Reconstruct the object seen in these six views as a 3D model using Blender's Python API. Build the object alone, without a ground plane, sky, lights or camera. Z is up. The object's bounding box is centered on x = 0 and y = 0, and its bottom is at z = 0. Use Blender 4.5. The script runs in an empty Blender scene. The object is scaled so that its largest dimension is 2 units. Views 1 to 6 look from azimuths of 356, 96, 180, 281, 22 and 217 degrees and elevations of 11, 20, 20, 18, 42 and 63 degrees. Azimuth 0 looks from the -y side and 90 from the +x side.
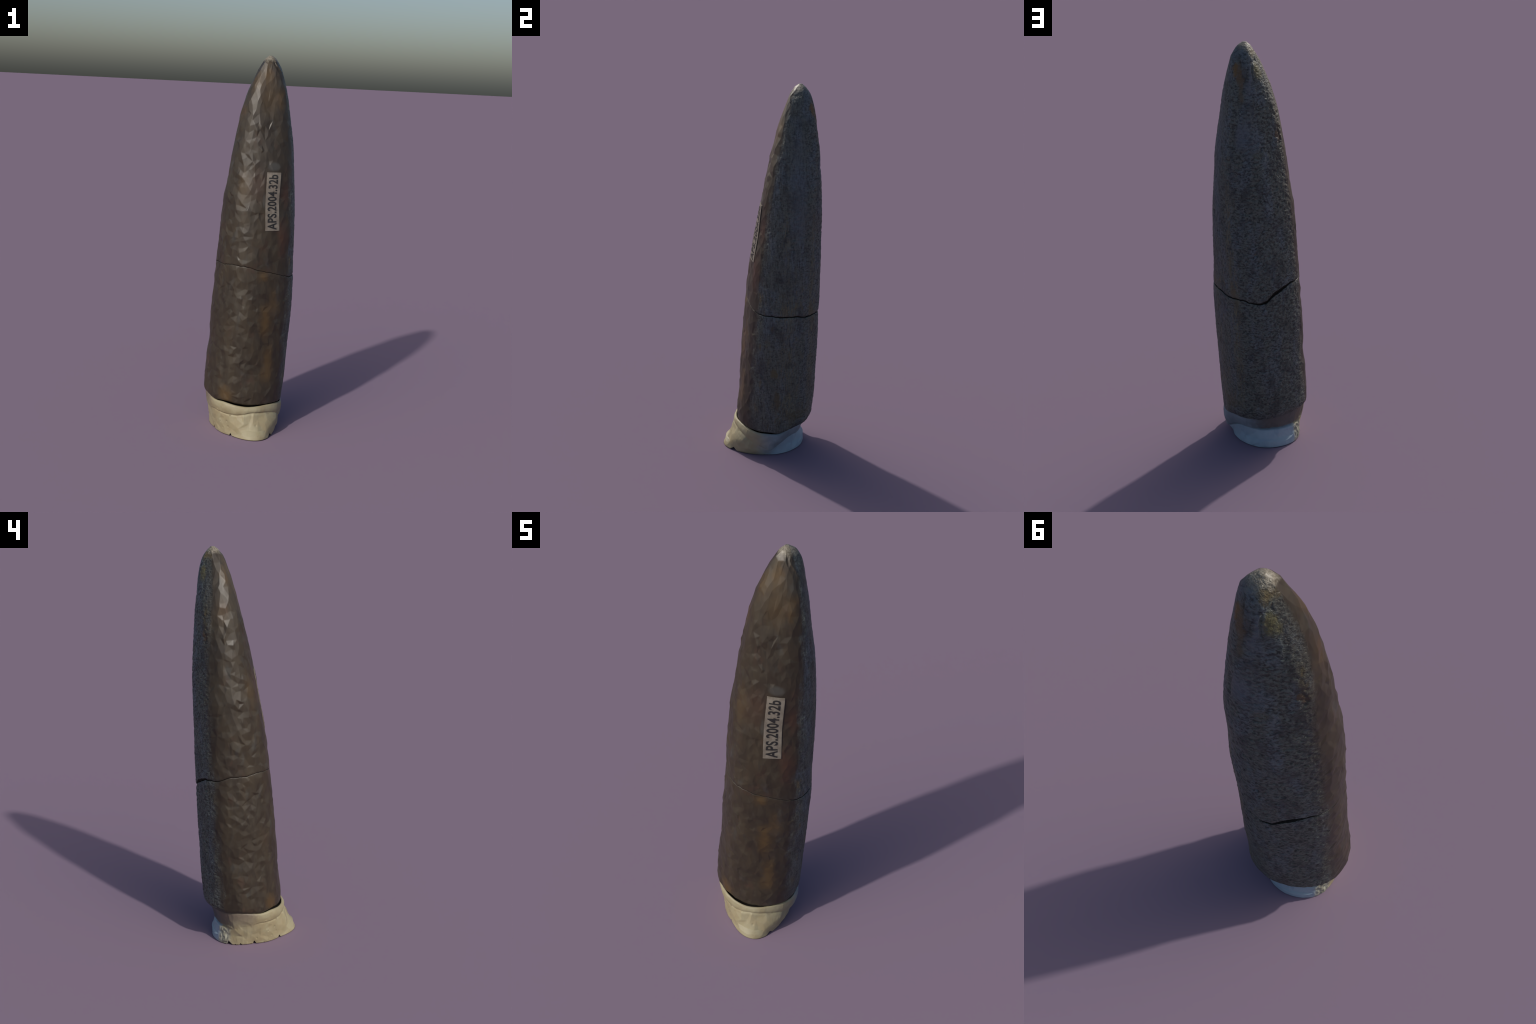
"""Fossil tooth: two fragments of a long conical tooth, standing in a lump of
modelling putty, with a small printed paper label stuck to its front."""
import bpy, bmesh, math
import numpy as np
from mathutils import Vector
from mathutils.geometry import delaunay_2d_cdt

RNG = np.random.default_rng(41)
TAU = 2 * math.pi
NTH = 480                                  # columns round the axis
THETA = np.arange(NTH) * TAU / NTH

# ------------------------------------------------------------------ helpers
def ring(keys, blur=4.0):
    """Smooth periodic function of the angle (degrees) from (angle, value) keys."""
    keys = sorted(keys)
    a = np.array([k[0] for k in keys], float)
    v = np.array([k[1] for k in keys], float)
    n = 1440
    g = np.arange(n) * 360.0 / n
    f = np.interp(g, np.r_[a[-1] - 360, a, a[0] + 360], np.r_[v[-1], v, v[0]])
    if blur > 0:
        d = np.minimum(g, 360 - g)
        w = np.exp(-0.5 * (d / blur) ** 2)
        w /= w.sum()
        f = np.real(np.fft.ifft(np.fft.fft(f) * np.fft.fft(w)))
    return lambda deg: np.interp(np.mod(deg, 360), np.r_[g, 360], np.r_[f, f[0]])


def smooth(e0, e1, x):
    t = np.clip((x - e0) / (e1 - e0), 0, 1)
    return t * t * (3 - 2 * t)


def hash3(ix, iy, iz, seed):
    h = (ix * 374761393 + iy * 668265263 + iz * 2147483647 + seed * 974634777) & 0xFFFFFFFF
    h = ((h ^ (h >> 13)) * 1274126177) & 0xFFFFFFFF
    h = ((h ^ (h >> 16)) * 2246822519) & 0xFFFFFFFF
    return ((h ^ (h >> 15)) & 0xFFFF) / 32767.5 - 1.0


def noise3(p, scale, seed):
    """Value noise in -1..1 at points p (n,3); scale = feature size (x,y,z)."""
    q = p / np.asarray(scale)
    i = np.floor(q).astype(np.int64)
    f = q - i
    f = f * f * (3 - 2 * f)
    out = 0
    for dx in (0, 1):
        for dy in (0, 1):
            for dz in (0, 1):
                w = ((f[..., 0] if dx else 1 - f[..., 0]) * (f[..., 1] if dy else 1 - f[..., 1])
                     * (f[..., 2] if dz else 1 - f[..., 2]))
                out = out + w * hash3(i[..., 0] + dx, i[..., 1] + dy, i[..., 2] + dz, seed)
    return out


# -------------------------------------------------- the tooth's basic shape
# stations along the height: z, centre x, centre y, radius, and the lobes that
# flatten the round section (cos/sin of 2, 3 and 4 times the angle), in metres
STATIONS = np.array([
    (0.100, -.0154, .0191, .2049, .0035, -.0008, -.0004, .0001, -.0023, -.0001),
    (0.220, -.0117, .0219, .2112, .0052, -.0013, -.0033, -.0020, -.0015, -.0022),
    (0.350, -.0061, .0301, .2088, .0058, -.0017, -.0016, -.0028, .0022, -.0036),
    (0.500, .0039, .0368, .2061, .0046, -.0002, .0001, -.0019, .0029, -.0041),
    (0.650, .0082, .0421, .2045, .0066, -.0014, .0007, -.0028, .0038, -.0061),
    (0.800, .0160, .0496, .2005, .0072, -.0021, .0015, -.0009, .0031, -.0049),
    (0.950, .0183, .0564, .1951, .0061, .0008, .0013, -.0013, .0032, -.0059),
    (1.100, .0252, .0639, .1892, .0084, .0035, -.0010, -.0027, .0018, -.0043),
    (1.250, .0280, .0752, .1785, .0104, .0044, .0019, -.0025, .0015, -.0027),
    (1.400, .0374, .0868, .1654, .0091, .0036, -.0014, -.0051, -.0013, -.0016),
    (1.550, .0420, .0942, .1456, .0097, .0055, -.0023, -.0062, .0001, -.0028),
    (1.680, .0425, .1018, .1256, .0087, .0059, -.0023, -.0056, -.0015, -.0046),
    (1.780, .0476, .1088, .1053, .0077, .0049, -.0011, -.0059, -.0016, -.0032),
    (1.860, .0537, .1145, .0848, .0034, .0032, -.0010, -.0058, -.0013, -.0007),
    (1.920, .0589, .1200, .0646, .0016, .0023, -.0002, -.0041, -.0017, .0020),
    (1.960, .0605, .1208, .0478, .0005, .0027, .0007, -.0011, -.0012, .0014),
    (1.984, .0594, .1225, .0290, .0004, .0032, .0002, .0006, -.0008, .0003),
    (1.9985, .0575, .1235, .0090, .0, .0, .0, .0, .0, .0),
])


def station(z):
    """Stations interpolated with a Catmull-Rom style spline."""
    zs = STATIONS[:, 0]
    z = np.clip(z, zs[0], zs[-1])
    k = np.clip(np.searchsorted(zs, z, side='right') - 1, 0, len(zs) - 2)
    m = np.gradient(STATIONS[:, 1:], zs, axis=0)
    h = (zs[k + 1] - zs[k])[..., None]
    t = ((z - zs[k]) / (zs[k + 1] - zs[k]))[..., None]
    a, b = STATIONS[k, 1:], STATIONS[k + 1, 1:]
    return ((2 * t**3 - 3 * t**2 + 1) * a + (t**3 - 2 * t**2 + t) * h * m[k]
            + (-2 * t**3 + 3 * t**2) * b + (t**3 - t**2) * h * m[k + 1])


def tooth_point(th, z, push=0.0):
    """Point on the smooth tooth at angle th (radians) and height z, pushed outwards."""
    q = station(z)
    r = q[..., 2]
    for n in (2, 3, 4):
        r = r + q[..., 2 * n - 1] * np.cos(n * th) + q[..., 2 * n] * np.sin(n * th)
    # the back left flank is planed a little flatter
    d = np.degrees(np.arctan2(np.sin(th - 2.42), np.cos(th - 2.42)))
    r = r - .0065 * np.exp(-(d / 22) ** 2) * smooth(.15, .4, z) * (1 - smooth(1.55, 1.85, z))
    r = np.maximum(r + push, 0.0005)
    return np.stack([q[..., 0] + r * np.cos(th), q[..., 1] + r * np.sin(th), z], -1)


# ---------------------------------------------------- facets of the enamel
LABEL_Z = (1.101, 1.402)
LABEL_TH = ((280.3, 305.7), (276.8, 304.2))     # left and right edge: bottom, top


def label_mask(deg, z):
    t = (z - LABEL_Z[0]) / (LABEL_Z[1] - LABEL_Z[0])
    lo = LABEL_TH[0][0] + t * (LABEL_TH[1][0] - LABEL_TH[0][0])
    hi = LABEL_TH[0][1] + t * (LABEL_TH[1][1] - LABEL_TH[0][1])
    a = np.minimum(smooth(lo - 5, lo, deg), 1 - smooth(hi, hi + 5, deg))
    b = np.minimum(smooth(LABEL_Z[0] - .02, LABEL_Z[0], z), 1 - smooth(LABEL_Z[1], LABEL_Z[1] + .02, z))
    return np.minimum(a, b)


def facet_field(z0, z1, du, dz, height_of, point_of, radius, seed, girth=None):
    """Raster over (angle, height) of the offset from a smooth surface to a
    coarse triangulated one: irregular flat facets, as wrinkled enamel has."""
    rng = np.random.default_rng(seed)
    W = TAU * radius
    nu, nz = int(round(W / du)), int(round((z1 - z0) / dz)) + 1
    pts = []
    full_n = nu
    for j in range(nz):
        zj = z0 + (z1 - z0) * j / (nz - 1)
        nu = int(max(7, round(full_n * (girth(zj) / radius if girth else 1.0))))
        for i in range(nu):
            u = (i + 0.5 * (j % 2) + rng.uniform(-.42, .42)) * W / nu % W
            z = z0 + (z1 - z0) * j / (nz - 1)
            if 0 < j < nz - 1:
                z += rng.uniform(-.42, .42) * (z1 - z0) / (nz - 1)
            pts.append((u, z))
    pts = np.array(pts)
    th = pts[:, 0] / radius
    P = point_of(th, pts[:, 1], height_of(np.degrees(th), pts[:, 1], rng))
    pad = W / 4
    idx = np.arange(len(pts))
    lo, hi = pts[:, 0] < pad, pts[:, 0] > W - pad
    allp = np.vstack([pts, pts[lo] + (W, 0), pts[hi] - (W, 0)])
    alli = np.r_[idx, idx[lo], idx[hi]]
    v, _, f, ov, _, _ = delaunay_2d_cdt([Vector(p) for p in allp], [], [], 0, 1e-7)
    RU, RZ = 1500, int((z1 - z0) / 0.0011)
    out = np.zeros((RZ + 1, RU, 3))
    for tri in f:
        ids = [ov[k][0] for k in tri]
        a, b, c = (allp[k] for k in ids)
        det = (b[0] - a[0]) * (c[1] - a[1]) - (c[0] - a[0]) * (b[1] - a[1])
        if abs(det) < 1e-12:
            continue
        us, zs_ = [a[0], b[0], c[0]], [a[1], b[1], c[1]]
        i0, i1 = int(math.ceil(min(us) / W * RU)), int(math.floor(max(us) / W * RU))
        j0, j1 = int(math.ceil((min(zs_) - z0) / (z1 - z0) * RZ - 1e-6)), int(math.floor((max(zs_) - z0) / (z1 - z0) * RZ + 1e-6))
        if i1 < i0 or j1 < j0:
            continue
        I, J = np.meshgrid(np.arange(i0, i1 + 1), np.arange(j0, j1 + 1))
        U, Z = I * W / RU, z0 + J * (z1 - z0) / RZ
        w1 = ((U - a[0]) * (c[1] - a[1]) - (c[0] - a[0]) * (Z - a[1])) / det
        w2 = ((b[0] - a[0]) * (Z - a[1]) - (U - a[0]) * (b[1] - a[1])) / det
        ok = (w1 >= -1e-4) & (w2 >= -1e-4) & (w1 + w2 <= 1 + 1e-4) & (I >= 0) & (I < RU) & (J >= 0) & (J <= RZ)
        if not ok.any():
            continue
        w1, w2 = w1[ok][:, None], w2[ok][:, None]
        A, B, C = (P[alli[k]] for k in ids)
        out[J[ok], I[ok]] = (1 - w1 - w2) * A + w1 * B + w2 * C
    gu, gz = np.meshgrid(np.arange(RU) * TAU / RU, z0 + np.arange(RZ + 1) * (z1 - z0) / RZ)
    base = point_of(gu, gz, np.zeros_like(gu))
    off = np.where(np.abs(out).sum(-1, keepdims=True) > 0, out - base, 0)

    def sample(th_, z_):
        x = np.mod(th_ / TAU, 1) * RU
        y = np.clip((z_ - z0) / (z1 - z0), 0, 1) * RZ
        xi, yi = np.floor(x).astype(int), np.minimum(np.floor(y).astype(int), RZ - 1)
        fx, fy = (x - xi)[..., None], (y - yi)[..., None]
        x0, x1 = xi % RU, (xi + 1) % RU
        return ((1 - fy) * ((1 - fx) * off[yi, x0] + fx * off[yi, x1])
                + fy * ((1 - fx) * off[yi + 1, x0] + fx * off[yi + 1, x1]))
    return sample


def enamel_height(deg, z, rng):
    """Height of the coarse facet corners: small jitter, rougher on the sides."""
    amp = .0019 + .0006 * np.exp(-((deg - 212) / 22) ** 2) + .0004 * np.exp(-((deg - 252) / 18) ** 2)
    amp = amp * np.clip((1.99 - z) / .25, .5, 1)
    th = np.radians(deg)
    big = noise3(tooth_point(th, z), (.05, .05, .09), 5) * .0018
    h = rng.normal(0, 1, len(z)).clip(-1.9, 1.9) * amp * .75 + big
    return h * (1 - label_mask(deg, z))


FACETS = facet_field(.10, 1.985, .0205, .029, enamel_height, tooth_point, .19, 7, lambda z: min(.19, float(station(np.float64(z))[2])))

# the weathered, grained back of the tooth lies between these two angles
BACK_RIGHT = lambda z: np.interp(z, [.2, .5, 1.2, 1.45, 1.62, 1.72, 1.85, 1.95], [336, 330, 327, 328, 335, 341, 335, 318])
BACK_LEFT = lambda z: np.interp(z, [.2, .4, .7, 1.0, 1.3, 1.45, 1.6, 1.75, 1.9], [160, 163, 160, 164, 166, 169, 176, 176, 188])


def back_mask(deg, z):
    d = np.mod(deg + 90, 360)          # back = 60 (at -30) .. 255
    a = smooth(-5, 9, d - np.mod(BACK_RIGHT(z) + 90, 360))
    b = smooth(-5, 9, np.mod(BACK_LEFT(z) + 90, 360) - d)
    return np.minimum(a, b)


# grooves (positive depth) and ridges (negative): points (deg, z), width, depth
LINES = [
    ([(-3, 1.089), (16, 1.090), (35, 1.075)], .0035, -.0016),
    ([(35, 1.075), (34, 1.13)], .003, -.0012),
    ([(342, .52), (348, .486), (363, .429), (377, .399)], .005, .0028),
    ([(30, .37), (51, .330)], .004, .0028),
    ([(30, .351), (41, .336)], .004, .0022),
    ([(115, 1.845), (115, 1.88), (124, 1.914), (150, 1.925)], .006, .0045),
    ([(66, 1.645), (64, 1.60), (65, 1.553)], .007, .005),
    ([(80, 1.90), (76, 1.93)], .004, .003),
    ([(320, 1.950), (335, 1.946), (360, 1.955), (376, 1.957)], .007, .0045),
    ([(299, 1.960), (310, 1.945), (324, 1.921)], .005, -.003),
    ([(28, .60), (29, .535)], .003, -.0012), ([(44, .69), (46, .62)], .003, -.0012),
    ([(40, .50), (41, .44)], .003, -.0012), ([(13, .83), (16, .77), (22, .745), (20, .80)], .003, -.0010),
    ([(118, 1.136), (131, 1.144)], .003, .0015),
    ([(88, 1.378), (95, 1.376)], .005, .003),
    ([(160, 1.615), (165, 1.57), (158, 1.55)], .004, .003),
    ([(147, 1.645), (151, 1.615)], .004, .003),
    ([(0, 1.44), (6, 1.35), (3, 1.29)], .004, .002),
    ([(51, 1.28), (51, 1.16)], .003, -.0012),
    ([(53, 1.06), (53, .93), (56, .86)], .004, -.0014),
]
# round dents (deg, z, radius, depth)
DENTS = [(15, 1.262, .007, .006), (15, 1.232, .008, .007), (16, 1.205, .007, .006), (18, 1.329, .008, .003),
         (3, 1.40, .007, .003), (22, 1.40, .007, .004), (93, 1.052, .010, .005), (76, 1.60, .026, .004),
         (350, 1.30, .006, .003), (40, 1.03, .006, .003), (12, 1.46, .006, .003), (160, 1.583, .012, .003),
         (100, .62, .008, .003), (120, .71, .008, .003), (137, .52, .009, .003), (112, 1.24, .008, .003),
         (131, 1.42, .008, .003), (340, .97, .006, .003), (355, 1.12, .006, .003)]


def surface_marks(deg, z):
    push = np.zeros_like(z)
    rad = .55 * station(z)[..., 2] + .45 * .16

    def span(d0):
        return np.radians(np.mod(deg - d0 + 180, 360) - 180) * rad
    for pts, width, depth in LINES:
        best = np.full(z.shape, 9.0)
        for (d0, z0), (d1, z1) in zip(pts[:-1], pts[1:]):
            x, y = span(d0), z - z0
            ex, ey = np.radians(d1 - d0) * rad, z1 - z0
            t = np.clip((x * ex + y * ey) / (ex * ex + ey * ey), 0, 1)
            best = np.minimum(best, np.hypot(x - t * ex, y - t * ey))
        push -= depth * np.exp(-(best / width) ** 2)
    for d0, z0, r0, depth in DENTS:
        push -= depth * np.exp(-((span(d0) ** 2 + (z - z0) ** 2) / r0 ** 2))
    return push


def back_grain(deg, z):
    """Pitted, fibrous grain of the weathered back."""
    p = tooth_point(np.radians(deg), z)
    strip = .5 + .5 * np.exp(-((np.mod(deg + 90, 360) - 205) / 70.0) ** 2)     # roughest on the back left
    g = noise3(p, (.0140, .0140, .0105), 11) * .6 + noise3(p, (.0080, .0080, .0065), 12) * .4
    g = np.where(g < 0, g * 1.5, g * .7)
    fibre = noise3(p, (.006, .006, .06), 13) * .5
    wide = noise3(p, (.05, .05, .10), 14)
    calm = 1 - .8 * np.exp(-(((np.mod(deg + 90, 360) - 166) / 14) ** 2 + ((z - 1.62) / .10) ** 2))
    return (.0040 * g * strip * calm + .0006 * fibre + .0016 * wide) * np.clip((2.0 - z) / .3, .35, 1)


def tooth_surface(th, z, push):
    deg = np.degrees(th)
    m = back_mask(deg, z)[..., None]
    fade = (1 - smooth(1.972, 1.995, z))[..., None]
    p = tooth_point(th, z, push + surface_marks(deg, z) + m[..., 0] * back_grain(deg, z))
    fine = noise3(p, (.012, .012, .03), 21) * .0001
    p[..., 0] += fine * np.cos(th)
    p[..., 1] += fine * np.sin(th)
    return p + (1 - m * .88) * fade * FACETS(th, z)


# ------------------------------------------------------------- mesh builders
ROOT = bpy.data.objects.new("fossil_tooth", None)
bpy.context.scene.collection.objects.link(ROOT)
ROOT["label"] = "long dark brown conical fossil tooth standing in cream putty"
ROOT["category"] = "fossil tooth"


def link(me, name, parent=ROOT):
    ob = bpy.data.objects.new(name, me)
    bpy.context.scene.collection.objects.link(ob)
    ob.parent = parent
    return ob


def ring_mesh(name, rows, cap_first=None, cap_last=None):
    """Closed-round grid from rows of NTH points (k, NTH, 3), with cap points."""
    k = len(rows)
    verts = rows.reshape(-1, 3)
    i = np.arange(NTH)
    j = np.arange(k - 1)[:, None]
    a = j * NTH + i
    b = j * NTH + (i + 1) % NTH
    faces = np.stack([a, b, b + NTH, a + NTH], -1).reshape(-1, 4).tolist()
    verts = verts.tolist()
    if cap_first is not None:
        verts.append(list(cap_first))
        c = len(verts) - 1
        faces += [(c, int((q + 1) % NTH), int(q)) for q in i]
    if cap_last is not None:
        verts.append(list(cap_last))
        c = len(verts) - 1
        o = (k - 1) * NTH
        faces += [(c, int(o + q), int(o + (q + 1) % NTH)) for q in i]
    me = bpy.data.meshes.new(name)
    me.from_pydata(verts, [], faces)
    me.polygons.foreach_set("use_smooth", [True] * len(me.polygons))
    me.update()
    return me


DEG = np.degrees(THETA)

# fracture between the two fragments: height and gap
CRACK_Z = ring([(5, .846), (20, .842), (32, .838), (46, .826), (60, .824), (73, .824), (82, .812), (97, .806), (106, .816), (115, .844),
                (129, .862), (145, .884), (158, .888), (168, .884), (188, .908), (213, .907), (230, .914), (250, .912), (262, .906),
                (276, .892), (300, .876), (320, .858), (334, .847), (350, .851)], 1.6)
CRACK_GAP = ring([(0, .006), (40, .007), (75, .005), (90, .007), (104, .012), (118, .019), (134, .017), (148, .008), (165, .004), (190, .003),
                  (230, .0025), (270, .003), (300, .0025), (320, .002), (335, .004), (350, .0045)], 4)
crack_z = CRACK_Z(DEG) + noise3(np.stack([np.cos(THETA) * .2, np.sin(THETA) * .2, THETA * 0], -1), (.012, .012, 1), 31) * .0022
gap = CRACK_GAP(DEG)
edge_soft = ring([(0, .0030), (170, .0026), (190, .0012), (265, .0010), (285, .0003), (320, .0003), (335, .0026)], 4)(DEG)

# lower rim of the tooth, and how far it draws in towards that rim
RIM_Z = ring([(0, .158), (12, .150), (25, .164), (43, .181), (69, .176), (88, .170), (103, .174), (120, .182), (147, .192), (165, .190),
              (185, .200), (203, .190), (222, .178), (238, .184), (256, .172), (274, .165), (300, .170), (318, .169), (345, .157)], 4)
RIM_IN = ring([(0, .007), (25, .007), (45, .010), (62, .014), (85, .017), (110, .023), (135, .021), (150, .016), (165, .008), (182, .005), (205, .006),
               (240, .0055), (300, .0055), (340, .0055)], 6)
RIM_RISE = ring([(0, .014), (25, .018), (45, .035), (62, .045), (110, .050), (135, .045), (155, .03), (170, .02), (190, .015), (240, .012), (340, .012)], 6)
rim_z, rim_in, rim_rise = RIM_Z(DEG), RIM_IN(DEG), RIM_RISE(DEG)


def grid(zlo, zhi, n, power=1.0):
    t = np.linspace(0, 1, n)[:, None] ** power
    z = zlo[None, :] + (zhi - zlo)[None, :] * t
    return np.broadcast_to(THETA, z.shape), z


def sink(z):
    """Inward draw next to the fracture and at the rim."""
    d_up = np.abs(z - (crack_z + gap / 2))
    d_dn = np.abs(z - (crack_z - gap / 2))
    d = np.minimum(d_up, d_dn)
    s = edge_soft * np.exp(-d / .004)
    t = np.clip((rim_z + rim_rise - z) / rim_rise, 0, 1)
    return -s - rim_in * t ** 2.0


# upper fragment
th, z = grid(crack_z + gap / 2, np.full(NTH, 1.955), 360)
up = tooth_surface(th, z, sink(z))
zt = np.full(NTH, 1.955)
tt = np.linspace(0, 1, 26)[1:]
rows = [up]
for t in tt:
    zz = np.full(NTH, 1.955 + (1.9985 - 1.955) * math.sin(t * math.pi / 2))
    rows.append(tooth_surface(THETA, zz, sink(zz))[None])
rows = np.concatenate(rows)
inner = tooth_point(THETA, crack_z - gap / 2 - .006, np.full(NTH, -.016))
rows = np.concatenate([inner[None], rows])
tip = rows[-1].mean(0) + np.array([0, 0, .004])
# chipped tip: shave it with a few slanting planes
flat = rows.reshape(-1, 3)
for n, px, py, pz in ((( .80, -.25, .55), .088, .112, 1.972), ((-.55, .35, .75), .037, .136, 1.986), ((.15, .8, .58), .062, .152, 1.983),
                      ((-.2, -.75, .62), .050, .094, 1.982)):
    n = np.array(n) / np.linalg.norm(n)
    h = (flat - np.array([px, py, pz])) @ n
    cut = (h > 0) & (flat[:, 2] > 1.90)
    flat[cut] -= (h[cut] * .55)[:, None] * n
rows = flat.reshape(rows.shape)
rows[..., 2] += (2.0 - rows[..., 2].max()) * smooth(1.9, 2.0, rows[..., 2])
tip = rows[-1].mean(0)
c0 = inner.mean(0)
n_crown = len(rows)
crown = link(ring_mesh("tooth_crown", rows, c0, tip), "tooth_crown")

# lower fragment
th, z = grid(rim_z, crack_z - gap / 2, 240)
low = tooth_surface(th, z, sink(z))
in_top = tooth_point(THETA, crack_z - gap / 2 - .001, np.full(NTH, -.022))
in_bot = low[0] * 1.0
ctr = np.array([-.012, .021, 0])
in_bot = np.concatenate([(ctr + (low[0] - ctr) * (.97, .97, 1) + (0, 0, .001))[None], (ctr + (low[0] - ctr) * (.85, .85, 1) + (0, 0, .004))[None]])
rows = np.concatenate([in_bot[::-1], low, in_top[None]])
root = link(ring_mesh("tooth_root", rows, rows[0].mean(0), in_top.mean(0)), "tooth_root")



def near_black_gap_faces(ob, row_pairs, fans):
    """Give the faces inside the fracture and under the rim the near-black material."""
    n_quads = sum(len(p.vertices) == 4 for p in ob.data.polygons)
    for p in ob.data.polygons:
        if len(p.vertices) == 4 and p.index // NTH in row_pairs:
            p.material_index = 1
        if len(p.vertices) == 3 and (p.index - n_quads) // NTH in fans:
            p.material_index = 1


near_black_gap_faces(crown, {0}, {0})
near_black_gap_faces(root, {0, 1, len(rows) - 2}, {0, 1})

# ------------------------------------------------------------------- putty
# radius from the tooth's axis: at the ground, at knee height, under and over the crease, at the top
FOOT_R = ring([(2, .150), (30, .151), (57, .158), (86, .180), (113, .193), (140, .203), (158, .203), (170, .195), (183, .186), (197, .178), (207, .180),
               (243, .199), (255, .215), (265, .233), (276, .252), (284, .257), (291, .254), (298, .243), (305, .228), (312, .211), (325, .187), (342, .165)], 2.5)
KNEE_R = ring([(0, .164), (15, .155), (35, .150), (57, .150), (86, .169), (113, .179), (140, .193), (160, .200), (183, .188), (207, .184), (243, .200),
               (262, .220), (276, .236), (290, .237), (300, .236), (315, .223), (330, .206), (345, .184)], 5)
BELOW_R = ring([(0, .180), (20, .164), (40, .154), (60, .146), (85, .150), (110, .152), (140, .176), (160, .188), (185, .194), (210, .196), (240, .203),
                (265, .212), (285, .216), (305, .216), (325, .212), (345, .198)], 6)
ABOVE_R = ring([(0, .188), (20, .174), (40, .164), (60, .162), (85, .158), (110, .157), (130, .164), (146, .175), (158, .182), (170, .190), (185, .195), (210, .198), (240, .205),
                (265, .210), (285, .214), (305, .215), (325, .212), (345, .201)], 6)
TOP_IN = ring([(0, -.001), (20, -.012), (40, -.026), (60, -.038), (85, -.042), (110, -.042), (135, -.034), (150, -.022), (165, -.012), (180, -.008), (200, -.008),
               (225, -.002), (245, .001), (275, .002), (300, .004), (330, .005)], 5)
CREASE_Z = ring([(0, .05), (5, .035), (19, .066), (30, .086), (40, .099), (55, .100), (75, .095), (90, .095), (110, .096), (140, .094), (155, .096),
                 (165, .085), (172, .09), (190, .11), (217, .122), (237, .114), (260, .114), (280, .130), (300, .128), (318, .118), (335, .09), (350, .065)], 3)
CREASE_D = ring([(0, .0), (6, .002), (19, .008), (40, .013), (60, .016), (90, .020), (130, .020), (155, .014), (164, .006), (170, .001), (185, .0), (208, .0),
                 (222, .003), (240, .0045), (262, .0045), (285, .004), (305, .0035), (320, .002), (330, .0)], 3)
NOTCHES = [(163.0, 4.2, .021), (180.3, 2.1, .010), (203.0, 3.0, .018), (247.0, 2.4, .016), (305.5, 5.0, .019), (172.0, .9, .005), (219, 1.2, .003)]

foot_r, knee_r, below_r, above_r = FOOT_R(DEG), KNEE_R(DEG), BELOW_R(DEG), ABOVE_R(DEG)
top_r = .2095 + TOP_IN(DEG)
crease_z, crease_d = CREASE_Z(DEG), CREASE_D(DEG)
top_z = rim_z - ring([(0, .005), (60, .002), (180, .002), (215, .003), (235, .005), (255, .004), (280, .003), (330, .004)], 5)(DEG)
notch = np.zeros(NTH)
for d0, w, h in NOTCHES:
    notch = np.maximum(notch, h * np.clip(1 - np.abs(DEG - d0) / w, 0, 1))


def putty_xyz(r, z):
    s = np.clip(z / .17, 0, 1.1)
    return np.stack([-.0125 * s + r * np.cos(THETA), .021 * s + r * np.sin(THETA), z + 0 * r], -1)


def putty_rows():
    n1, n2 = 34, 30
    rows = []
    zk = np.minimum(.05, crease_z * .5)
    for k in range(n1 + 1):                       # ground to crease
        t = k / n1
        zz = notch * (1 - t) + (crease_z - notch) * t + 0 * notch
        # smooth quadratic through foot, knee and the crease
        a = foot_r
        x = zz / crease_z
        xk = zk / crease_z
        l0 = (x - xk) * (x - 1) / (xk)
        l1 = x * (x - 1) / (xk * (xk - 1))
        l2 = x * (x - xk) / (1 - xk)
        r = l0 * a + l1 * knee_r + l2 * below_r
        d = crease_z - zz
        r = r - crease_d * np.exp(-(d / .0045) ** 2)
        rows.append(putty_xyz(r, zz))
    crease_row = len(rows) - 1
    for k in range(1, n2 + 1):                    # crease to the top of the collar
        t = k / n2
        zz = crease_z + (top_z - crease_z) * t
        r = above_r + (top_r - above_r) * smooth(0, 1, t) + .005 * np.sin(math.pi * t) * (DEG * 0 + 1) * np.where((DEG > 60) & (DEG < 170), .2, 1)
        r = r + (crease_d > 0) * .0 - crease_d * .75 * np.exp(-((zz - crease_z) / .0045) ** 2)
        r = r - .006 * np.clip((t - .86) / .14, 0, 1) ** 2
        rows.append(putty_xyz(r, zz))
    return np.array(rows), crease_row


prow, crease_row = putty_rows()


def putty_height(deg, z, rng):
    return rng.normal(0, 1, len(z)).clip(-1.8, 1.8) * .0021


PFACET = facet_field(-.01, .24, .026, .030, putty_height,
                     lambda th_, z_, p_: np.stack([(.2 + p_) * np.cos(th_), (.2 + p_) * np.sin(th_), z_], -1), .2, 17)
tz = prow[..., 2]
pth = np.broadcast_to(THETA, tz.shape)
fac = PFACET(pth, tz) * np.clip((.75 * top_z - tz) / .05 + .6, .35, 1)[..., None]
fac[..., 2] = 0
fac *= smooth(0, .012, tz)[..., None] * .85 + .15
prow = prow + fac
pd = np.degrees(pth)
# broken, crumbly patch at the back left of the foot
crumb = np.exp(-(((pd - 155) / 9) ** 4)) * smooth(.0, .015, tz) * (1 - smooth(.075, .09, tz))
q = prow.copy()
cr = (noise3(q, (.02, .02, .02), 51) * .6 + noise3(q, (.009, .009, .009), 52) * .4) * .009 * crumb - .002 * crumb
lump = noise3(q, (.06, .06, .05), 53) * .0018 + noise3(q, (.008, .008, .012), 54) * .0004
# tiny pits in the soft surface
for d0, z0 in ((228, .062), (241, .072), (268, .024), (243, .045), (17, .075), (208, .03), (284, .07), (233, .033)):
    cr = cr - .004 * np.exp(-(((pd - d0) * .0035) ** 2 + (tz - z0) ** 2) / .0035 ** 2)
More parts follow.
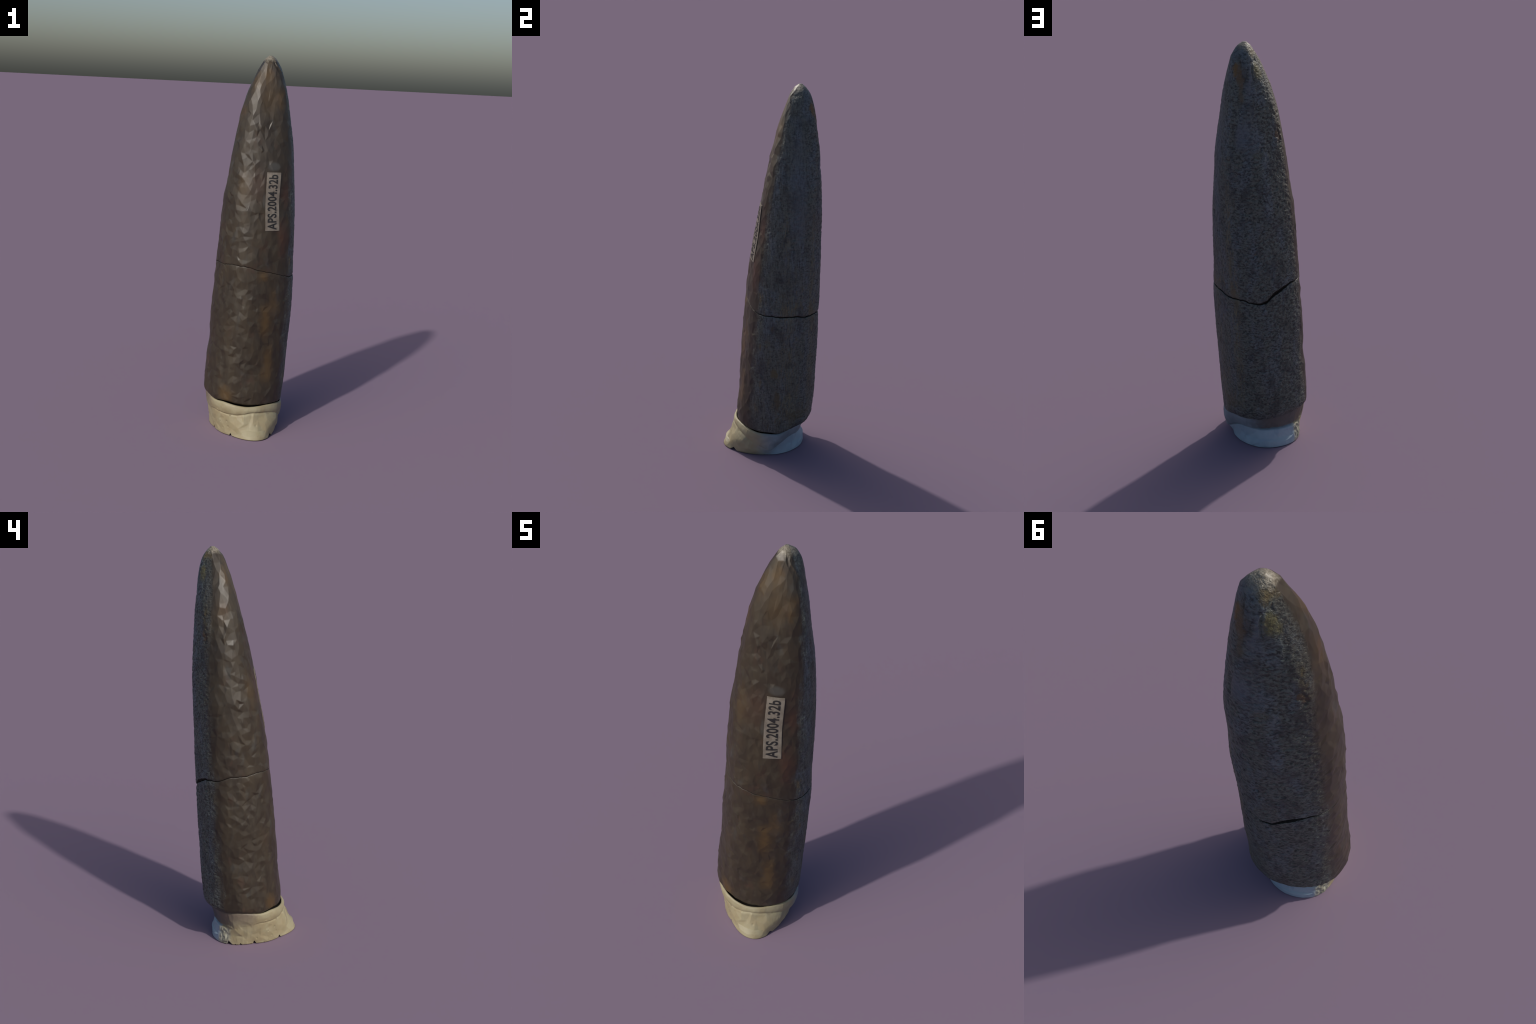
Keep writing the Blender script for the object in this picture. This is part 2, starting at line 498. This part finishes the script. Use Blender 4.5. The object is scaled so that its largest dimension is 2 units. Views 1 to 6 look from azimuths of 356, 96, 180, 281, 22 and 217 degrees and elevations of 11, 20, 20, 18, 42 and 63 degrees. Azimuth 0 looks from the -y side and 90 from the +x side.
# finger smears on the right side
smear = np.exp(-((np.mod(pd + 180, 360) - 190) / 14) ** 2) * np.sin(np.radians(pd) * 160) * .0006
push = cr + lump + smear
prow[..., 0] += push * np.cos(pth)
prow[..., 1] += push * np.sin(pth)
# the collar's top turns in under the tooth
c_in = [putty_xyz(top_r - .008, top_z - .003), putty_xyz(top_r - .010, top_z - .010), putty_xyz(top_r - .05, top_z - .014)]
# hollow underside so that the notches in the lower edge look dark
u_in = [putty_xyz(foot_r - .03, np.full(NTH, .045)), putty_xyz(foot_r - .006, np.full(NTH, .042)), putty_xyz(foot_r - .005, notch + .001)]
full = np.concatenate([np.array(u_in), prow, np.array(c_in)])
whole = ring_mesh("putty_whole", full, (0, -.01, .045), (-.012, .021, float(np.mean(top_z)) - .014))
split_row = len(u_in) + crease_row


def split_part(me, name, keep):
    """Part of a mesh that keeps the whole surface's vertex normals."""
    nv = len(me.vertices)
    co = np.empty(nv * 3); me.vertices.foreach_get("co", co); co = co.reshape(-1, 3)
    no = np.empty(nv * 3); me.vertex_normals.foreach_get("vector", no); no = no.reshape(-1, 3)
    faces = [tuple(p.vertices) for p in me.polygons if keep(p)]
    used = sorted({v for f in faces for v in f})
    remap = {v: i for i, v in enumerate(used)}
    out = bpy.data.meshes.new(name)
    out.from_pydata(co[used].tolist(), [], [[remap[v] for v in f] for f in faces])
    out.polygons.foreach_set("use_smooth", [True] * len(out.polygons))
    out.update()
    out.normals_split_custom_set_from_vertices(no[used].tolist())
    return out


n_rows = len(full)
limit = split_row * NTH


def is_foot(p):
    v = min(p.vertices)
    if len(p.vertices) == 3:
        return v < NTH
    return v < limit


putty = bpy.data.objects.new("putty_base", None)
bpy.context.scene.collection.objects.link(putty)
putty.parent = ROOT
foot = link(split_part(whole, "putty_foot", is_foot), "putty_foot", putty)
collar = link(split_part(whole, "putty_collar", lambda p: not is_foot(p)), "putty_collar", putty)
bpy.data.meshes.remove(whole)

# ------------------------------------------------------------------- label
def label_point(s, t, lift):
    """s: 0..1 across (left to right), t: 0..1 from bottom to top."""
    d = ((LABEL_TH[0][0] * (1 - t) + LABEL_TH[1][0] * t) * (1 - s)
         + (LABEL_TH[0][1] * (1 - t) + LABEL_TH[1][1] * t) * s)
    z_ = LABEL_Z[0] + (LABEL_Z[1] - LABEL_Z[0]) * t
    wav = noise3(np.stack([s * .08, t * .3, s * 0], -1), (.03, .05, 1), 61) * .0010
    return tooth_point(np.radians(d), z_, lift + wav)


ns, nt = 25, 80
S, T = np.meshgrid(np.linspace(0, 1, ns), np.linspace(0, 1, nt))
front = label_point(S, T, .0030).reshape(-1, 3)
back = label_point(S, T, -.0015).reshape(-1, 3)
verts = np.vstack([front, back]).tolist()
o = ns * nt
faces = []
for j in range(nt - 1):
    for i in range(ns - 1):
        a = j * ns + i
        faces.append((a, a + 1, a + ns + 1, a + ns))
        faces.append((o + a, o + a + ns, o + a + ns + 1, o + a + 1))
for j in range(nt - 1):
    for i in (0, ns - 1):
        a = j * ns + i
        f = (a, a + ns, o + a + ns, o + a)
        faces.append(f if i == 0 else f[::-1])
for i in range(ns - 1):
    for j in (0, nt - 1):
        a = j * ns + i
        f = (a, o + a, o + a + 1, a + 1)
        faces.append(f if j == 0 else f[::-1])
me = bpy.data.meshes.new("paper_label")
me.from_pydata(verts, [], faces)
me.update()
label = link(me, "paper_label")

cu = bpy.data.curves.new("lettering", 'FONT')
cu.body = "APS.2004.32b"
cu.size = 1.0
cu.offset = 0.022
cu.space_character = 1.04
cu.resolution_u = 4
tmp = bpy.data.objects.new("lettering_source", cu)
bpy.context.scene.collection.objects.link(tmp)
bpy.context.view_layer.update()
tm = bpy.data.meshes.new_from_object(tmp.evaluated_get(bpy.context.evaluated_depsgraph_get()))
bpy.data.objects.remove(tmp)
bm = bmesh.new()
bm.from_mesh(tm)
bmesh.ops.triangulate(bm, faces=bm.faces[:])
bmesh.ops.subdivide_edges(bm, edges=[e for e in bm.edges if e.calc_length() > .12], cuts=3)
bmesh.ops.triangulate(bm, faces=bm.faces[:])
bm.to_mesh(tm)
bm.free()
co = np.empty(len(tm.vertices) * 3)
tm.vertices.foreach_get("co", co)
co = co.reshape(-1, 3)
lo, hi = co.min(0), co.max(0)
tt_ = .02 + .945 * (co[:, 0] - lo[0]) / (hi[0] - lo[0])          # along the label, upwards
ss_ = .80 - .66 * (co[:, 1] - lo[1]) / (hi[1] - lo[1])           # letter tops point left
flat_l = label_point(ss_, tt_, .0042)
tm.vertices.foreach_set("co", flat_l.ravel())
tm.name = "lettering"
tm.update()
text = link(tm, "lettering", label)

# --------------------------------------------------------------- materials
class Nodes:
    def __init__(self, name):
        self.mat = bpy.data.materials.new(name)
        self.mat.use_nodes = True
        self.t = self.mat.node_tree
        self.bsdf = self.t.nodes["Principled BSDF"]
        self.obj = self.new("ShaderNodeTexCoord").outputs["Object"]

    def new(self, kind, **kw):
        n = self.t.nodes.new(kind)
        for k, v in kw.items():
            setattr(n, k, v)
        return n

    def put(self, sock, v):
        if isinstance(v, bpy.types.NodeSocket):
            self.t.links.new(v, sock)
        else:
            sock.default_value = v

    def math(self, op, a, b=0.0, clamp=False):
        n = self.new("ShaderNodeMath", operation=op, use_clamp=clamp)
        self.put(n.inputs[0], a)
        self.put(n.inputs[1], b)
        return n.outputs[0]

    def vmath(self, op, a, b):
        n = self.new("ShaderNodeVectorMath", operation=op)
        self.put(n.inputs[0], a)
        self.put(n.inputs[1], b)
        return n.outputs["Value" if op == 'LENGTH' else "Vector"]

    def noise(self, size, detail=3.0, rough=.55, vec=None, color=False, dist=0.0):
        m = self.vmath('MULTIPLY', vec if vec is not None else self.obj, tuple(1 / s for s in size))
        n = self.new("ShaderNodeTexNoise")
        n.inputs["Scale"].default_value = 1.0
        n.inputs["Detail"].default_value = detail
        n.inputs["Roughness"].default_value = rough
        n.inputs["Distortion"].default_value = dist
        self.put(n.inputs["Vector"], m)
        return n.outputs["Color" if color else "Fac"]

    def span(self, v, a, b, to0=0.0, to1=1.0):
        n = self.new("ShaderNodeMapRange", interpolation_type='SMOOTHSTEP')
        self.put(n.inputs[0], v)
        for k, x in zip((1, 2, 3, 4), (a, b, to0, to1)):
            self.put(n.inputs[k], x)
        return n.outputs[0]

    def mix(self, f, a, b, mode='MIX'):
        n = self.new("ShaderNodeMix", data_type='RGBA', blend_type=mode)
        self.put(n.inputs[0], f)
        for s, v in ((n.inputs[6], a), (n.inputs[7], b)):
            self.put(s, v if isinstance(v, bpy.types.NodeSocket) else (*v, 1.0))
        return n.outputs[2]

    def spot(self, vec, deg, z, rx, rz, soft=.5):
        c = tooth_point(np.radians(float(deg)), np.float64(z))
        d = self.vmath('SUBTRACT', vec, tuple(float(x) for x in c))
        d = self.vmath('MULTIPLY', d, (1 / rx, 1 / rx, 1 / rz))
        return self.span(self.vmath('LENGTH', d, (0, 0, 0)), 1 + soft, 1 - soft)

    def bump(self, h, dist, strength=1.0, prev=None):
        n = self.new("ShaderNodeBump")
        n.inputs["Strength"].default_value = strength
        n.inputs["Distance"].default_value = dist
        self.put(n.inputs["Height"], h)
        if prev is not None:
            self.put(n.inputs["Normal"], prev)
        return n.outputs[0]


def tooth_material():
    N = Nodes("fossil_enamel")
    sep = N.new("ShaderNodeSeparateXYZ")
    N.put(sep.inputs[0], N.obj)
    X, Y, Z = sep.outputs
    wob = N.vmath('SUBTRACT', N.noise((.035, .035, .06), 3, .6, color=True), (.5, .5, .5))
    warped = N.vmath('ADD', N.obj, N.vmath('MULTIPLY', wob, (.06, .06, .09)))
    # angle round the leaning axis, in degrees, 0 = seen from behind-left end of the back
    ax = N.math('SUBTRACT', X, N.math('ADD', N.math('MULTIPLY', Z, .041), -.018))
    ay = N.math('SUBTRACT', Y, N.math('ADD', N.math('MULTIPLY', Z, .057), .010))
    # turn so that the middle of the back (68 degrees) is zero
    c, s = math.cos(math.radians(68)), math.sin(math.radians(68))
    bx = N.math('ADD', N.math('MULTIPLY', ax, c), N.math('MULTIPLY', ay, s))
    by = N.math('SUBTRACT', N.math('MULTIPLY', ay, c), N.math('MULTIPLY', ax, s))
    ang = N.math('MULTIPLY', N.math('ARCTAN2', by, bx), 180 / math.pi)
    edge_n = N.math('MULTIPLY', N.math('SUBTRACT', N.noise((.03, .03, .07), 4, .6), .5), 26.0)
    ang_n = N.math('ADD', ang, edge_n)
    left_edge = N.span(Z, 1.35, 1.85, 97, 116)
    back = N.math('MULTIPLY', N.span(N.math('SUBTRACT', left_edge, ang_n), -7, 7), N.span(ang_n, -106, -92))

    # --- brown front
    big = N.noise((.07, .07, .16), 4, .6)
    mid = N.noise((.028, .028, .055), 4, .6, dist=.6)
    streak = N.noise((.012, .012, .10), 3, .6)
    fine = N.noise((.005, .005, .010), 3, .6)
    brown = N.mix(N.span(big, .35, .68), (.0255, .0185, .0112), (.040, .0295, .0165))
    brown = N.mix(N.span(mid, .45, .75, 0, .55), brown, (.052, .044, .029))
    brown = N.mix(N.span(streak, .52, .75, 0, .5), brown, (.022, .016, .013))
    brown = N.mix(N.span(fine, .5, .8, 0, .35), brown, (.020, .015, .012))
    red = N.span(N.noise((.05, .05, .09), 3, .5, vec=N.vmath('ADD', N.obj, (3.1, 1.7, .4))), .58, .74, 0, .6)
    brown = N.mix(red, brown, (.056, .032, .020))
    cool = N.span(N.noise((.06, .06, .12), 3, .5, vec=N.vmath('ADD', N.obj, (7.1, 2.7, 5.4))), .58, .72, 0, .6)
    brown = N.mix(cool, brown, (.045, .044, .038))
    orange_spots = [(292, .62, .022, .06, .9), (301, .41, .020, .06, .7), (240, .222, .024, .030, .9), (258, 1.905, .016, .05, .9),
                    (274, 1.79, .030, .07, .45), (312, 1.78, .014, .04, .6), (282, .868, .018, .02, .8), (305, .71, .016, .05, .6),
                    (227, 1.86, .018, .06, .6), (301, .33, .02, .03, .5), (237, 1.32, .022, .07, .4), (200, 1.70, .020, .05, .4)]
    for d, z_, rx, rz, k in orange_spots:
        brown = N.mix(N.math('MULTIPLY', N.spot(warped, d, z_, rx * 1.3, rz * 1.2, .9), k), brown, (.080, .048, .016))
    for d, z_, rx, rz, k in [(314, 1.067, .022, .05, .8), (318, 1.29, .018, .05, .7), (316, .99, .014, .03, .6), (262, 1.34, .03, .06, .4)]:
        brown = N.mix(N.math('MULTIPLY', N.spot(warped, d, z_, rx * 1.3, rz * 1.2, .9), k), brown, (.060, .028, .016))
    # glue round the upper end of the label
    for d, z_, rx, rz, k in [(291, 1.432, .032, .020, .8), (276, 1.25, .008, .05, .5)]:
        brown = N.mix(N.math('MULTIPLY', N.spot(N.obj, d, z_, rx, rz, .4), k), brown, (.055, .054, .048))

    # --- dark grained back
    grain = N.noise((.0130, .0130, .0085), 2.5, .62, dist=.45)
    threads = N.noise((.0075, .0075, .040), 3, .66, dist=.5)
    smoother = N.math('MULTIPLY', N.span(ang, 0, -45), .55)
    g1 = N.math('ADD', N.math('MULTIPLY', grain, N.math('SUBTRACT', 1.0, smoother)), N.math('MULTIPLY', threads, smoother))
    g2 = N.noise((.0035, .0035, .028), 3, .6)
    dark = N.mix(N.span(g1, .31, .62), (.016, .018, .0165), (.112, .126, .108))  # pit shadows and brighter ridges of the relief drawn as albedo contrast
    dark = N.mix(N.span(g2, .5, .75, 0, .5), dark, (.050, .047, .036))
    blue = N.span(N.noise((.05, .05, .14), 3, .5, vec=N.vmath('ADD', N.obj, (2.2, 9.1, 1.3))), .42, .66, 0, .6)
    dark = N.mix(blue, dark, N.mix(N.span(g1, .31, .62), (.019, .025, .030), (.118, .146, .172)))
    olive = N.span(N.noise((.025, .025, .08), 4, .6, vec=N.vmath('ADD', N.obj, (5.2, .1, 8.3))), .56, .70, 0, .65)
    right = N.span(ang, 10, -40)
    low_r = N.math('MULTIPLY', right, N.span(Z, 1.15, .95))
    dark = N.mix(N.math('MULTIPLY', olive, N.math('ADD', N.math('MULTIPLY', low_r, 1.2), .30)), dark, (.110, .090, .050))
    warm_low = N.span(Z, .9, .25, 0, .35)
    dark = N.mix(warm_low, dark, N.mix(N.span(g1, .31, .62), (.018, .019, .017), (.108, .112, .095)))
    tone = N.noise((.06, .06, .10), 3, .5, vec=N.vmath('ADD', N.obj, (1.4, 6.3, 3.9)))
    dark = N.mix(N.span(tone, .50, .70, 0, .55), dark, (.024, .024, .025))
    veins = N.span(N.noise((.006, .006, .035), 4, .65, dist=.8), .44, .62)
    for d, z_, rx, rz, k in [(52, 1.10, .018, .36, .75), (60, .75, .022, .26, .85), (62, .42, .022, .18, .7), (20, .62, .05, .20, .55),
                             (12, .88, .05, .07, .7), (25, .32, .07, .10, .7), (3, 1.25, .016, .16, .6), (35, .95, .03, .07, .5)]:
        m = N.math('MULTIPLY', N.spot(warped, d, z_, rx, rz, .7), N.math('MULTIPLY', veins, k))
        dark = N.mix(m, dark, (.165, .142, .080))
    ochre_spots = [(60, 1.885, .018, .035, .95, (.150, .082, .020)), (76, 1.86, .018, .05, .8, (.120, .072, .028)), (76, 1.79, .014, .05, .7, (.10, .078, .045)),
                   (137, 1.875, .024, .038, .95, (.110, .098, .040)), (150, 1.955, .022, .022, .8, (.130, .098, .040)), (180, 1.97, .018, .022, .8, (.130, .092, .035)),
                   (163, 1.64, .012, .09, .7, (.085, .068, .030)), (160, 1.585, .013, .015, .9, (.130, .075, .030)), (165, 1.70, .012, .02, .8, (.12, .095, .035)),
                   (55, .865, .014, .04, .8, (.115, .092, .048)), (51, 1.23, .006, .06, .8, (.110, .098, .065)), (53, 1.0, .007, .07, .7, (.115, .10, .06)),
                   (1, .52, .016, .03, .8, (.10, .080, .035)), (8, .365, .016, .05, .7, (.085, .062, .025)), (40, .26, .06, .03, .6, (.075, .060, .028)),
                   (65, .62, .010, .15, .5, (.080, .072, .050)), (62, .82, .016, .04, .6, (.10, .085, .045)), (106, 1.515, .02, .02, .5, (.09, .09, .05)),
                   (93, 1.045, .008, .006, .9, (.14, .11, .07)), (165, .80, .012, .02, .6, (.10, .095, .06)), (3, 1.33, .008, .035, .6, (.10, .092, .060))]
    for d, z_, rx, rz, k, col in ochre_spots:
        dark = N.mix(N.math('MULTIPLY', N.spot(warped, d, z_, rx, rz, .5), k), dark, col)
    blue_spots = [(108, 1.87, .011, .08, .85), (98, 1.79, .014, .05, .6), (15, 1.60, .035, .22, .45), (22, 1.35, .030, .12, .5), (76, 1.60, .022, .055, .8),
                  (95, 1.62, .03, .10, .4), (65, 1.97, .02, .03, .5)]
    for d, z_, rx, rz, k in blue_spots:
        dark = N.mix(N.math('MULTIPLY', N.spot(warped, d, z_, rx * 1.1, rz, .8), k * .7), dark, (.105, .125, .155))

    # along the left border the grain sinks into brown-olive matrix
    border = N.math('MULTIPLY', N.span(ang_n, 78, 98), .6)
    dark = N.mix(border, dark, (.040, .034, .024))
    col = N.mix(back, brown, dark)
    # worn pale tip
    tipm = N.math('MULTIPLY', N.span(N.math('ADD', Z, N.math('MULTIPLY', N.math('SUBTRACT', mid, .5), .05)), 1.962, 1.988), .85)
    col = N.mix(tipm, col, N.mix(N.span(fine, .4, .6), (.30, .27, .21), (.16, .14, .10)))
    # fracture interior and underside get a separate near-black material
    N.put(N.bsdf.inputs["Base Color"], col)
    N.put(N.bsdf.inputs["Roughness"], N.mix(back, N.mix(mid, (.38, .38, .38), (.54, .54, .54)), N.mix(g1, (.62, .62, .62), (.46, .46, .46))))
    N.bsdf.inputs["Specular IOR Level"].default_value = .5
    b1 = N.bump(N.math('MULTIPLY', N.math('SUBTRACT', g1, .5), back), .0060, .9)
    b2 = N.bump(N.math('ADD', N.math('MULTIPLY', streak, .5), N.math('MULTIPLY', fine, .4)), .0006, .3, b1)
    N.put(N.bsdf.inputs["Normal"], b2)
    return N.mat


def putty_material(name, blue_a, blue_b):
    N = Nodes(name)
    sep = N.new("ShaderNodeSeparateXYZ")
    N.put(sep.inputs[0], N.obj)
    X, Y, Z = sep.outputs
    big = N.noise((.06, .06, .05), 3, .5)
    mid = N.noise((.02, .02, .025), 4, .6)
    fine = N.noise((.004, .004, .004), 3, .6)
    col = N.mix(N.span(big, .35, .65), (.285, .240, .142), (.312, .280, .178))
    col = N.mix(N.span(mid, .5, .75, 0, .5), col, (.27, .245, .13))
    col = N.mix(N.span(fine, .55, .8, 0, .3), col, (.25, .22, .14))
    # cooler, bluish colour over the back of the putty
    ang = N.math('MULTIPLY', N.math('ARCTAN2', N.math('SUBTRACT', Y, .01), N.math('ADD', X, .006)), 180 / math.pi)
    wob = N.math('ADD', ang, N.math('MULTIPLY', N.math('SUBTRACT', mid, .5), 14.0))
    blue = N.math('MULTIPLY', N.span(wob, -28, 12), N.span(wob, 152, 146))
    col = N.mix(N.math('MULTIPLY', blue, .9), col, N.mix(N.span(big, .35, .65), blue_a, blue_b))
    crumbly = N.math('MULTIPLY', N.span(wob, 143, 148), N.span(wob, 170, 164))
    crumbly = N.math('MULTIPLY', crumbly, N.span(Z, .095, .08))
    col = N.mix(N.math('MULTIPLY', crumbly, .8), col, N.mix(N.span(mid, .4, .6), (.20, .20, .16), (.38, .38, .31)))
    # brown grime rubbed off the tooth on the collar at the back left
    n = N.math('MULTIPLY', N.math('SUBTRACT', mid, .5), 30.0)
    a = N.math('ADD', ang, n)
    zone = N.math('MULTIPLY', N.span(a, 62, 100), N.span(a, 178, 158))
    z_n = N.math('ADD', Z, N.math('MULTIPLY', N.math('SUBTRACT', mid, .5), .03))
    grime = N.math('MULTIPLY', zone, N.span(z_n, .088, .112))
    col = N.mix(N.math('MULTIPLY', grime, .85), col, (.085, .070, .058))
    # brownish gradient down the left-hand side, darkest just under the tooth
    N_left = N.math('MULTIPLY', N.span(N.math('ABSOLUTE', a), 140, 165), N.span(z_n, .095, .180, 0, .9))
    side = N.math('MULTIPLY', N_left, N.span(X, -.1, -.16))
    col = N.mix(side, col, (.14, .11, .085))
    for d0, z0, r0 in ((228, .062, .0045), (241, .072, .0045), (268, .024, .004), (243, .045, .005), (17, .075, .005), (208, .03, .004), (284, .07, .003), (233, .033, .004)):
        k = math.radians(d0)
        m = N.span(N.vmath('LENGTH', N.vmath('SUBTRACT', N.obj, (-.004 + .2 * math.cos(k), .008 + .2 * math.sin(k), z0)), (0, 0, 0)), .03, .004)
        col = N.mix(N.math('MULTIPLY', m, .25), col, (.20, .17, .10))
    N.put(N.bsdf.inputs["Base Color"], col)
    N.bsdf.inputs["Roughness"].default_value = .55
    N.put(N.bsdf.inputs["Normal"], N.bump(N.math('ADD', N.math('MULTIPLY', mid, .6), N.math('MULTIPLY', fine, .3)), .002, .5))
    return N.mat


def near_black_gap_material():
    N = Nodes("near_black_gap")
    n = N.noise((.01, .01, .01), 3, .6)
    N.put(N.bsdf.inputs["Base Color"], N.mix(n, (.014, .012, .010), (.040, .034, .028)))  # near-black and rough, so the gaps look black and don't gleam
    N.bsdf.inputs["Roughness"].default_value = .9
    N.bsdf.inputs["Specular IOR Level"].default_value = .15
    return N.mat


def label_material():
    N = Nodes("aged_paper")
    n = N.noise((.02, .02, .03), 4, .6)
    col = N.mix(N.span(n, .35, .65), (.145, .125, .100), (.20, .178, .145))
    N.put(N.bsdf.inputs["Base Color"], col)
    N.bsdf.inputs["Roughness"].default_value = .5
    return N.mat


def ink_material():
    N = Nodes("black_ink")
    n = N.noise((.006, .006, .006), 3, .6)
    N.put(N.bsdf.inputs["Base Color"], N.mix(n, (.010, .010, .010), (.022, .021, .020)))
    N.bsdf.inputs["Roughness"].default_value = .5
    return N.mat


enamel = tooth_material()
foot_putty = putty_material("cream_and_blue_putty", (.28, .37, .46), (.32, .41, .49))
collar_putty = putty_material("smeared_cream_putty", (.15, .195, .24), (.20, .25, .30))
raw = near_black_gap_material()
for ob in (crown, root):
    ob.data.materials.append(enamel)
    ob.data.materials.append(raw)
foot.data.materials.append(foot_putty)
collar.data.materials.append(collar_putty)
collar.data.materials.append(raw)              # collar's inner lip painted near-black to deepen the crevice shadow
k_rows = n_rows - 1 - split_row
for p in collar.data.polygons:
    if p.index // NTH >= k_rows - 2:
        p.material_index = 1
label.data.materials.append(label_material())
text.data.materials.append(ink_material())
